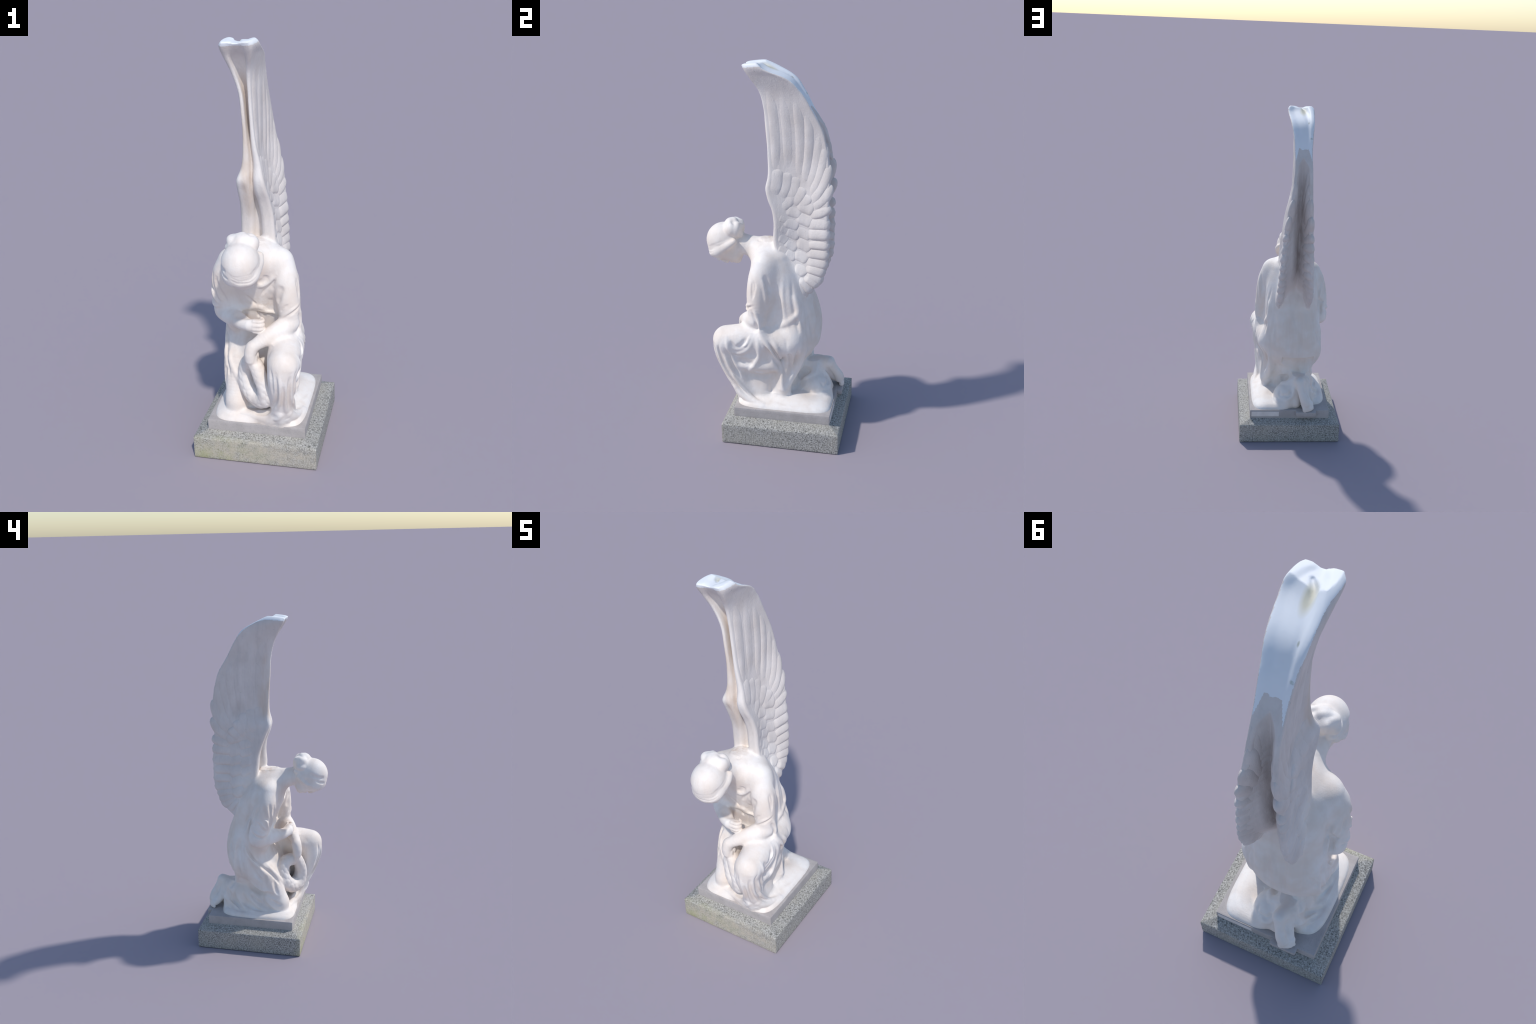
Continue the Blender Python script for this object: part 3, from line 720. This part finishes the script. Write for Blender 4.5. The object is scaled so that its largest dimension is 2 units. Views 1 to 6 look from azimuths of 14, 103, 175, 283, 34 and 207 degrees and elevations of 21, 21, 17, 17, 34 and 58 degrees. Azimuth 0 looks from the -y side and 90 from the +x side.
def crest_marble():
    noise, ramp, mix, math_, near, bump, out = nodes("crest_marble")
    col = mix(ramp(noise(6, 3), [(.4, 0.), (.65, 1.)]), (.86, .88, .90), (.82, .83, .84))
    green = math_("MULTIPLY", ramp(noise(24, 3, .5), [(.62, 0.), (.68, .8)]), near((-.085, .12, 1.84), (.03, .16, .14), .5))
    col = mix(green, col, (.36, .42, .33))
    col = mix(math_("MULTIPLY", near((-.035, -.02, 1.98), (.026, .07, .05), .6), .7), col, (.66, .60, .40))
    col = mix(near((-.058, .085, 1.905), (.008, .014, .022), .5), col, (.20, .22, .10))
    bump(noise(60, 3), .08, .003)
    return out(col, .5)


def plinth_stone():
    noise, ramp, mix, math_, near, bump, out = nodes("plinth_stone")
    col = mix(ramp(noise(14, 5, .6), [(.35, 0.), (.68, 1.)]), (.49, .452, .436), (.41, .375, .36))
    col = mix(ramp(noise(150, 3, .7), [(.55, 0.), (.75, .5)]), col, (.27, .26, .26))
    bump(noise(170, 4, .7), .35, .003)
    return out(col, .75)


def granite():
    noise, ramp, mix, math_, near, bump, out = nodes("granite")
    col = ramp(noise(130, 3, .8), [(.36, (.07, .07, .063)), (.44, (.25, .243, .222)), (.54, (.40, .386, .356)), (.68, (.62, .605, .565))])
    col = mix(ramp(noise(60, 3, .7), [(.44, 0.), (.64, .25)]), col, (.50, .48, .45))
    col = mix(ramp(noise(9, 4), [(.42, 0.), (.7, .4)]), col, (.44, .41, .34))
    moss = math_("MULTIPLY", near((-.18, -.27, .03), (.30, .06, .14), .8), ramp(noise(10, 4, .6), [(.38, .10), (.62, .75)]))
    col = mix(moss, col, (.36, .37, .16))
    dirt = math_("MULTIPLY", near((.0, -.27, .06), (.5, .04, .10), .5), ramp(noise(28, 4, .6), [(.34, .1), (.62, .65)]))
    col = mix(dirt, col, (.56, .50, .40))
    bump(noise(150, 4, .7), .5, .004)
    return out(col, .7)


def tablet_stone():
    noise, ramp, mix, math_, near, bump, out = nodes("panel_stone")
    col = mix(ramp(noise(20, 4, .6), [(.35, 0.), (.68, 1.)]), (.80, .74, .70), (.70, .64, .60))
    bump(noise(170, 4, .7), .3, .003)
    return out(col, .7)


WINGM, CREST, PLINTH, GRANITE, TABLET = wing_marble(), crest_marble(), plinth_stone(), granite(), tablet_stone()

# ------------------------------------------------------------------ scene objects
root = bpy.data.objects.new("angel_statue", None)
bpy.context.scene.collection.objects.link(root)
root["label"] = "white marble kneeling angel with tall wings on plinth"
root["category"] = "statue"


def link(name, mesh, mat, parent=None):
    o = bpy.data.objects.new(name, mesh)
    bpy.context.scene.collection.objects.link(o)
    if not mesh.materials:
        mesh.materials.append(mat)
    o.parent = parent or root
    return o


def vertex_normals(v, q):
    p = v[q]
    n = np.cross(p[:, 2] - p[:, 0], p[:, 3] - p[:, 1])
    out = np.zeros_like(v)
    for i in range(4):
        np.add.at(out, q[:, i], n)
    return out / np.maximum(np.linalg.norm(out, axis=1, keepdims=True), 1e-12)


NORM = vertex_normals(VERTS, QUADS)
FLAB = VLAB[QUADS[:, 0]].astype(int)
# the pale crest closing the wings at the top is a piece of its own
CEN = VERTS[QUADS].mean(1)
edge_l, edge_r = WING[1]["back"](CEN[:, 2]), WING[-1]["back"](CEN[:, 2])
wob = .012 * np.sin(CEN[:, 0] * 90 + 1) + .008 * np.sin(CEN[:, 1] * 70)
mid = wing_out(1, CEN[:, 1], CEN[:, 2]), wing_out(-1, CEN[:, 1], CEN[:, 2])
rear = CEN[:, 1] > np.where(CEN[:, 0] > -.02, edge_l, edge_r) - .022
inset = np.minimum(mid[0] - CEN[:, 0], CEN[:, 0] - mid[1])
low = 1.785 + .006 * np.sin(CEN[:, 0] * 60) + .003 * np.sin(CEN[:, 0] * 210 + 2) - .075 * np.clip(1 - (inset - .004) / .022, 0, 1)        # runs lower along both rims
crest = (FLAB >= PID["wing_left"]) & (((CEN[:, 2] > low) & (inset > .005) & (CEN[:, 1] > np.where(CEN[:, 2] > 1.90, -.02 - (CEN[:, 2] - 1.90), .02))) | (CEN[:, 2] > WTOP(CEN[:, 1]) - .011))
FLAB[crest] = len(PARTS)
NAMES = {"arm_left": "arm", "arm_right": "arm", "hand_left": "hand", "hand_right": "hand", "leg_left": "leg", "leg_right": "leg",
         "wing_left": "wing", "wing_right": "wing"}
OBJ = {}
for i, part in enumerate(PARTS + ["wing_crest"]):
    q = QUADS[FLAB == i]
    if not len(q):
        continue
    used, inv = np.unique(q, return_inverse=True)
    name = NAMES.get(part, part)
    me = bpy.data.meshes.new(name)
    me.from_pydata(VERTS[used].tolist(), [], inv.reshape(-1, 4).tolist())
    me.polygons.foreach_set("use_smooth", np.ones(len(q), bool))
    me.normals_split_custom_set_from_vertices(NORM[used].tolist())
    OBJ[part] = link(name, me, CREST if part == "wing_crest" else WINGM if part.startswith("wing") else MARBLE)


# ------------------------------------------------------------------ feathers
def feather_mesh(s, spine, width, through, lift, skew, fade=False, n=22, m=14):
    S = smooth_path(spine, 8)
    L = np.concatenate([[0], np.cumsum(np.linalg.norm(np.diff(S, axis=0), axis=1))]); L /= L[-1]
    u = np.linspace(0, 1, n) ** 0.85
    c = np.stack([np.interp(u, L, S[:, 0]), np.interp(u, L, S[:, 1])], 1)
    tg = np.gradient(c, axis=0); tg /= np.linalg.norm(tg, axis=1, keepdims=True)
    nr = np.stack([-tg[:, 1], tg[:, 0]], 1)
    tip = np.clip((u - .72) / .28, 0, 1)
    w = width * (.86 + .14 * np.minimum(u / .5, 1)) * (1 - .6 * tip if fade else np.sqrt(np.maximum(1 - tip ** 2.6, 0)))
    v = np.linspace(-1, 1, m)
    P = c[:, None, :] + nr[:, None, :] * (w[:, None] * v[None, :])[..., None]
    edge = np.sqrt(np.maximum(1 - np.abs(v) ** 8, 0))[None, :] * np.sqrt(np.maximum(1 - tip ** 6, 0))[:, None]
    a, b = np.clip((1 - v) / (1 + skew), 0, 1), np.clip((1 + v) / (1 - skew), 0, 1)       # long slope, steep lower edge
    dome = (a * (2 - a) * b * (2 - b))[None, :] * ((1 - tip) if fade else (1 - tip ** 3))[:, None] * np.minimum(u / .30, 1)[:, None]
    y, z = P[..., 0], P[..., 1]
    face, th = wing_out(s, y, z), wing_thick(s, y, z)
    sink = .004
    if through:
        thin = .005 * np.clip((u - .5) / .5, 0, 1)[:, None] ** 2
        mid, half = face - s * th / 2, (th / 2 - sink - thin) * edge + (lift + sink) * dome
        low = (th / 2 - sink - thin) * edge + (lift + sink + .004) * dome
    else:
        mid, half = face - s * .012, (.012 - sink) * edge + (lift + sink) * dome
        low = .004 * edge
    top = np.stack([mid + s * half, y, z], -1).reshape(-1, 3)
    bot = np.stack([mid - s * low, y, z], -1).reshape(-1, 3)
    k = n * m
    faces = []
    for i in range(n - 1):
        for j in range(m - 1):
            a = i * m + j
            f = (a, a + 1, a + m + 1, a + m)
            faces.append(f if s > 0 else f[::-1])
            f = (k + a + m, k + a + m + 1, k + a + 1, k + a)
            faces.append(f if s > 0 else f[::-1])
    bm = bmesh.new()
    vs = [bm.verts.new(p) for p in np.vstack([top, bot])]
    for f in faces:
        bm.faces.new([vs[i] for i in f])
    bmesh.ops.remove_doubles(bm, verts=bm.verts, dist=2e-5)
    bmesh.ops.dissolve_degenerate(bm, edges=bm.edges, dist=1e-6)
    bmesh.ops.recalc_face_normals(bm, faces=bm.faces)
    me = bpy.data.meshes.new("feather")
    bm.to_mesh(me); bm.free()
    me.polygons.foreach_set("use_smooth", np.ones(len(me.polygons), bool))
    return me


# FEATHERS-BEGIN
# long flight feathers: spine from the wrist of the wing out to the tip, half width
LEADING = [      # run out towards the rim
    ([(.012, 1.40), (.012, 1.56), (.006, 1.70), (-.010, 1.82), (-.050, 1.925)], .038),
    ([(.074, 1.38), (.078, 1.56), (.072, 1.70), (.054, 1.82), (.018, 1.915)], .037),
    ([(.120, 1.37), (.134, 1.56), (.132, 1.70), (.112, 1.80), (.080, 1.875)], .036),
    ([(.150, 1.35), (.178, 1.54), (.184, 1.66), (.172, 1.73), (.148, 1.795)], .033)]
PRIMARIES = [
    ([(.165, 1.33), (.212, 1.50), (.228, 1.60), (.228, 1.710)], .037),
    ([(.178, 1.31), (.234, 1.44), (.253, 1.53), (.257, 1.622)], .036),
    ([(.185, 1.29), (.244, 1.385), (.268, 1.445), (.279, 1.518)], .034),
    ([(.190, 1.27), (.250, 1.325), (.276, 1.365), (.290, 1.415)], .033),
]
# shorter ones behind the elbow, fanning down to the lowest tip
SECONDARIES = [([(.175, 1.24), (.24, 1.262), (.300, 1.300)], .034)]
for zt, zr in zip((1.218, 1.152, 1.094, 1.042, .992, .944, .902, .866), (1.200, 1.140, 1.085, 1.040, .998, .966, .940, .922)):
    yt = float(spline([.82, .87, .93, 1.0, 1.1, 1.3], [.212, .246, .274, .293, .300, .300])(zt))
    SECONDARIES.append(([(.160, zr), ((.165 + yt) / 2, (zt + zr) / 2 + .004), (yt, zt)], .038 if zt > 1.12 else .034))
SECONDARIES += [([(.13, .92), (.178, .868), (.200, .825)], .026), ([(.115, .92), (.15, .86), (.166, .800)], .026)]
# rows of short rounded coverts: spine, half width, height
COVERTS = []
for i in range(6):
    a = i / 5
    COVERTS.append(([(.105 - .01 * a, 1.297 - .33 * a), (.160 - .012 * a, 1.290 - .335 * a), (.217 - .045 * a * a, 1.273 - .345 * a)], .043, .0066))
for i in range(5):
    a = i / 4
    COVERTS.append(([(.050, 1.270 - .22 * a), (.100 - .008 * a, 1.258 - .225 * a), (.148 - .025 * a * a, 1.243 - .24 * a)], .040, .0052))
for i in range(4):
    a = i / 3
    COVERTS.append(([(.018, 1.23 - .15 * a), (.05, 1.222 - .155 * a), (.088 - .01 * a, 1.205 - .16 * a)], .036, .003))
COVERTS += [([(.000, 1.325), (.018, 1.40), (.020, 1.480)], .040, .0055), ([(.030, 1.31), (.062, 1.39), (.066, 1.470)], .042, .005),
            ([(.058, 1.30), (.098, 1.365), (.114, 1.446)], .042, .005), ([(.090, 1.285), (.130, 1.335), (.156, 1.395)], .040, .006),
            ([(.120, 1.275), (.160, 1.310), (.194, 1.356)], .037, .007), ([(.03, 1.27), (.075, 1.31), (.10, 1.36)], .040, .004)]
# FEATHERS-END
rng = np.random.default_rng(11)
for s, wing in ((1, OBJ["wing_left"]), (-1, OBJ["wing_right"])):
    depth = 1.0 if s > 0 else .95
    for row, thr, skew in ((LEADING, False, -.15), (PRIMARIES, True, .1), (SECONDARIES, True, .30), (COVERTS, False, .3)):
        for sp, wd, *h in row:
            j = rng.normal(0, .0035, (3,))
            if s < 0 and sp[0][0] < .03 and sp[0][1] < 1.3:
                continue        # this wing has no third row
            sp = [(y + (j[0] if not thr else 0) + .3 * j[2], z + j[1]) for y, z in sp]
            h = [v * (1.35 if s < 0 else 1) for v in h]
            me = feather_mesh(s, sp, wd * (1 + .07 * rng.normal()), thr, (h[0] if h else .0085 if row is SECONDARIES else .0065) * depth * (1 + .2 * rng.normal()), skew, row is LEADING)
            link("feather", me, WINGM, wing)


# ------------------------------------------------------------------ plinth and slab
def stone_block(name, rings, mat, cuts, rough, seed, bevel):
    """rings: z, half x, y min, y max from bottom to top; cut fine and roughened"""
    bm = bmesh.new()
    prev = None
    for z, hx, y0, y1 in rings:
        ring = [bm.verts.new(p) for p in ((-hx, y0, z), (hx, y0, z), (hx, y1, z), (-hx, y1, z))]
        if prev:
            for i in range(4):
                bm.faces.new((prev[i], prev[(i + 1) % 4], ring[(i + 1) % 4], ring[i]))
        else:
            bm.faces.new(ring[::-1])
        prev = ring
    bm.faces.new(prev)
    bmesh.ops.bevel(bm, geom=[e for e in bm.edges], offset=bevel, segments=2, affect="EDGES", profile=.5)
    bmesh.ops.triangulate(bm, faces=[f for f in bm.faces if len(f.verts) > 4])
    for _ in range(cuts):
        long = [e for e in bm.edges if e.calc_length() > .014]
        if not long:
            break
        bmesh.ops.subdivide_edges(bm, edges=long, cuts=1, use_grid_fill=True)
    bmesh.ops.triangulate(bm, faces=bm.faces)
    from mathutils import noise as mn
    bm.normal_update()
    for v in bm.verts:
        n = mn.noise(v.co * 28 + Vector((seed, 0, 0))) * .6 + mn.noise(v.co * 90 + Vector((0, seed, 0))) * .4
        d = -abs(n) * rough
        v.co += v.normal * d
    me = bpy.data.meshes.new(name)
    bm.to_mesh(me); bm.free()
    me.polygons.foreach_set("use_smooth", np.ones(len(me.polygons), bool))
    me.set_sharp_from_angle(angle=math.radians(35))
    return link(name, me, mat)


slab = stone_block("granite_slab", [(0, .307, -.261, .376), (.114, .307, -.261, .376), (.136, .240, -.200, .318)], GRANITE, 7, .0022, 3.1, .003)
plinth = stone_block("plinth", [(.128, .244, -.204, .322), (.188, .244, -.204, .322)], PLINTH, 7, .0012, 7.7, .0025)
tablet = stone_block("inset_panel", [(.146, .085, .300, .3235), (.178, .085, .300, .3235)], MARBLE, 3, .0006, 1.3, .0015)
tablet.location.x = .150
tablet.data.materials[0] = TABLET
toe_rest = stone_block("toe_rest", [(.150, .052, .28, .345), (.160, .062, .28, .350), (.187, .064, .28, .352)], PLINTH, 4, .001, 4.2, .006)
toe_rest.location.x = -.100
bpy.context.view_layer.update()
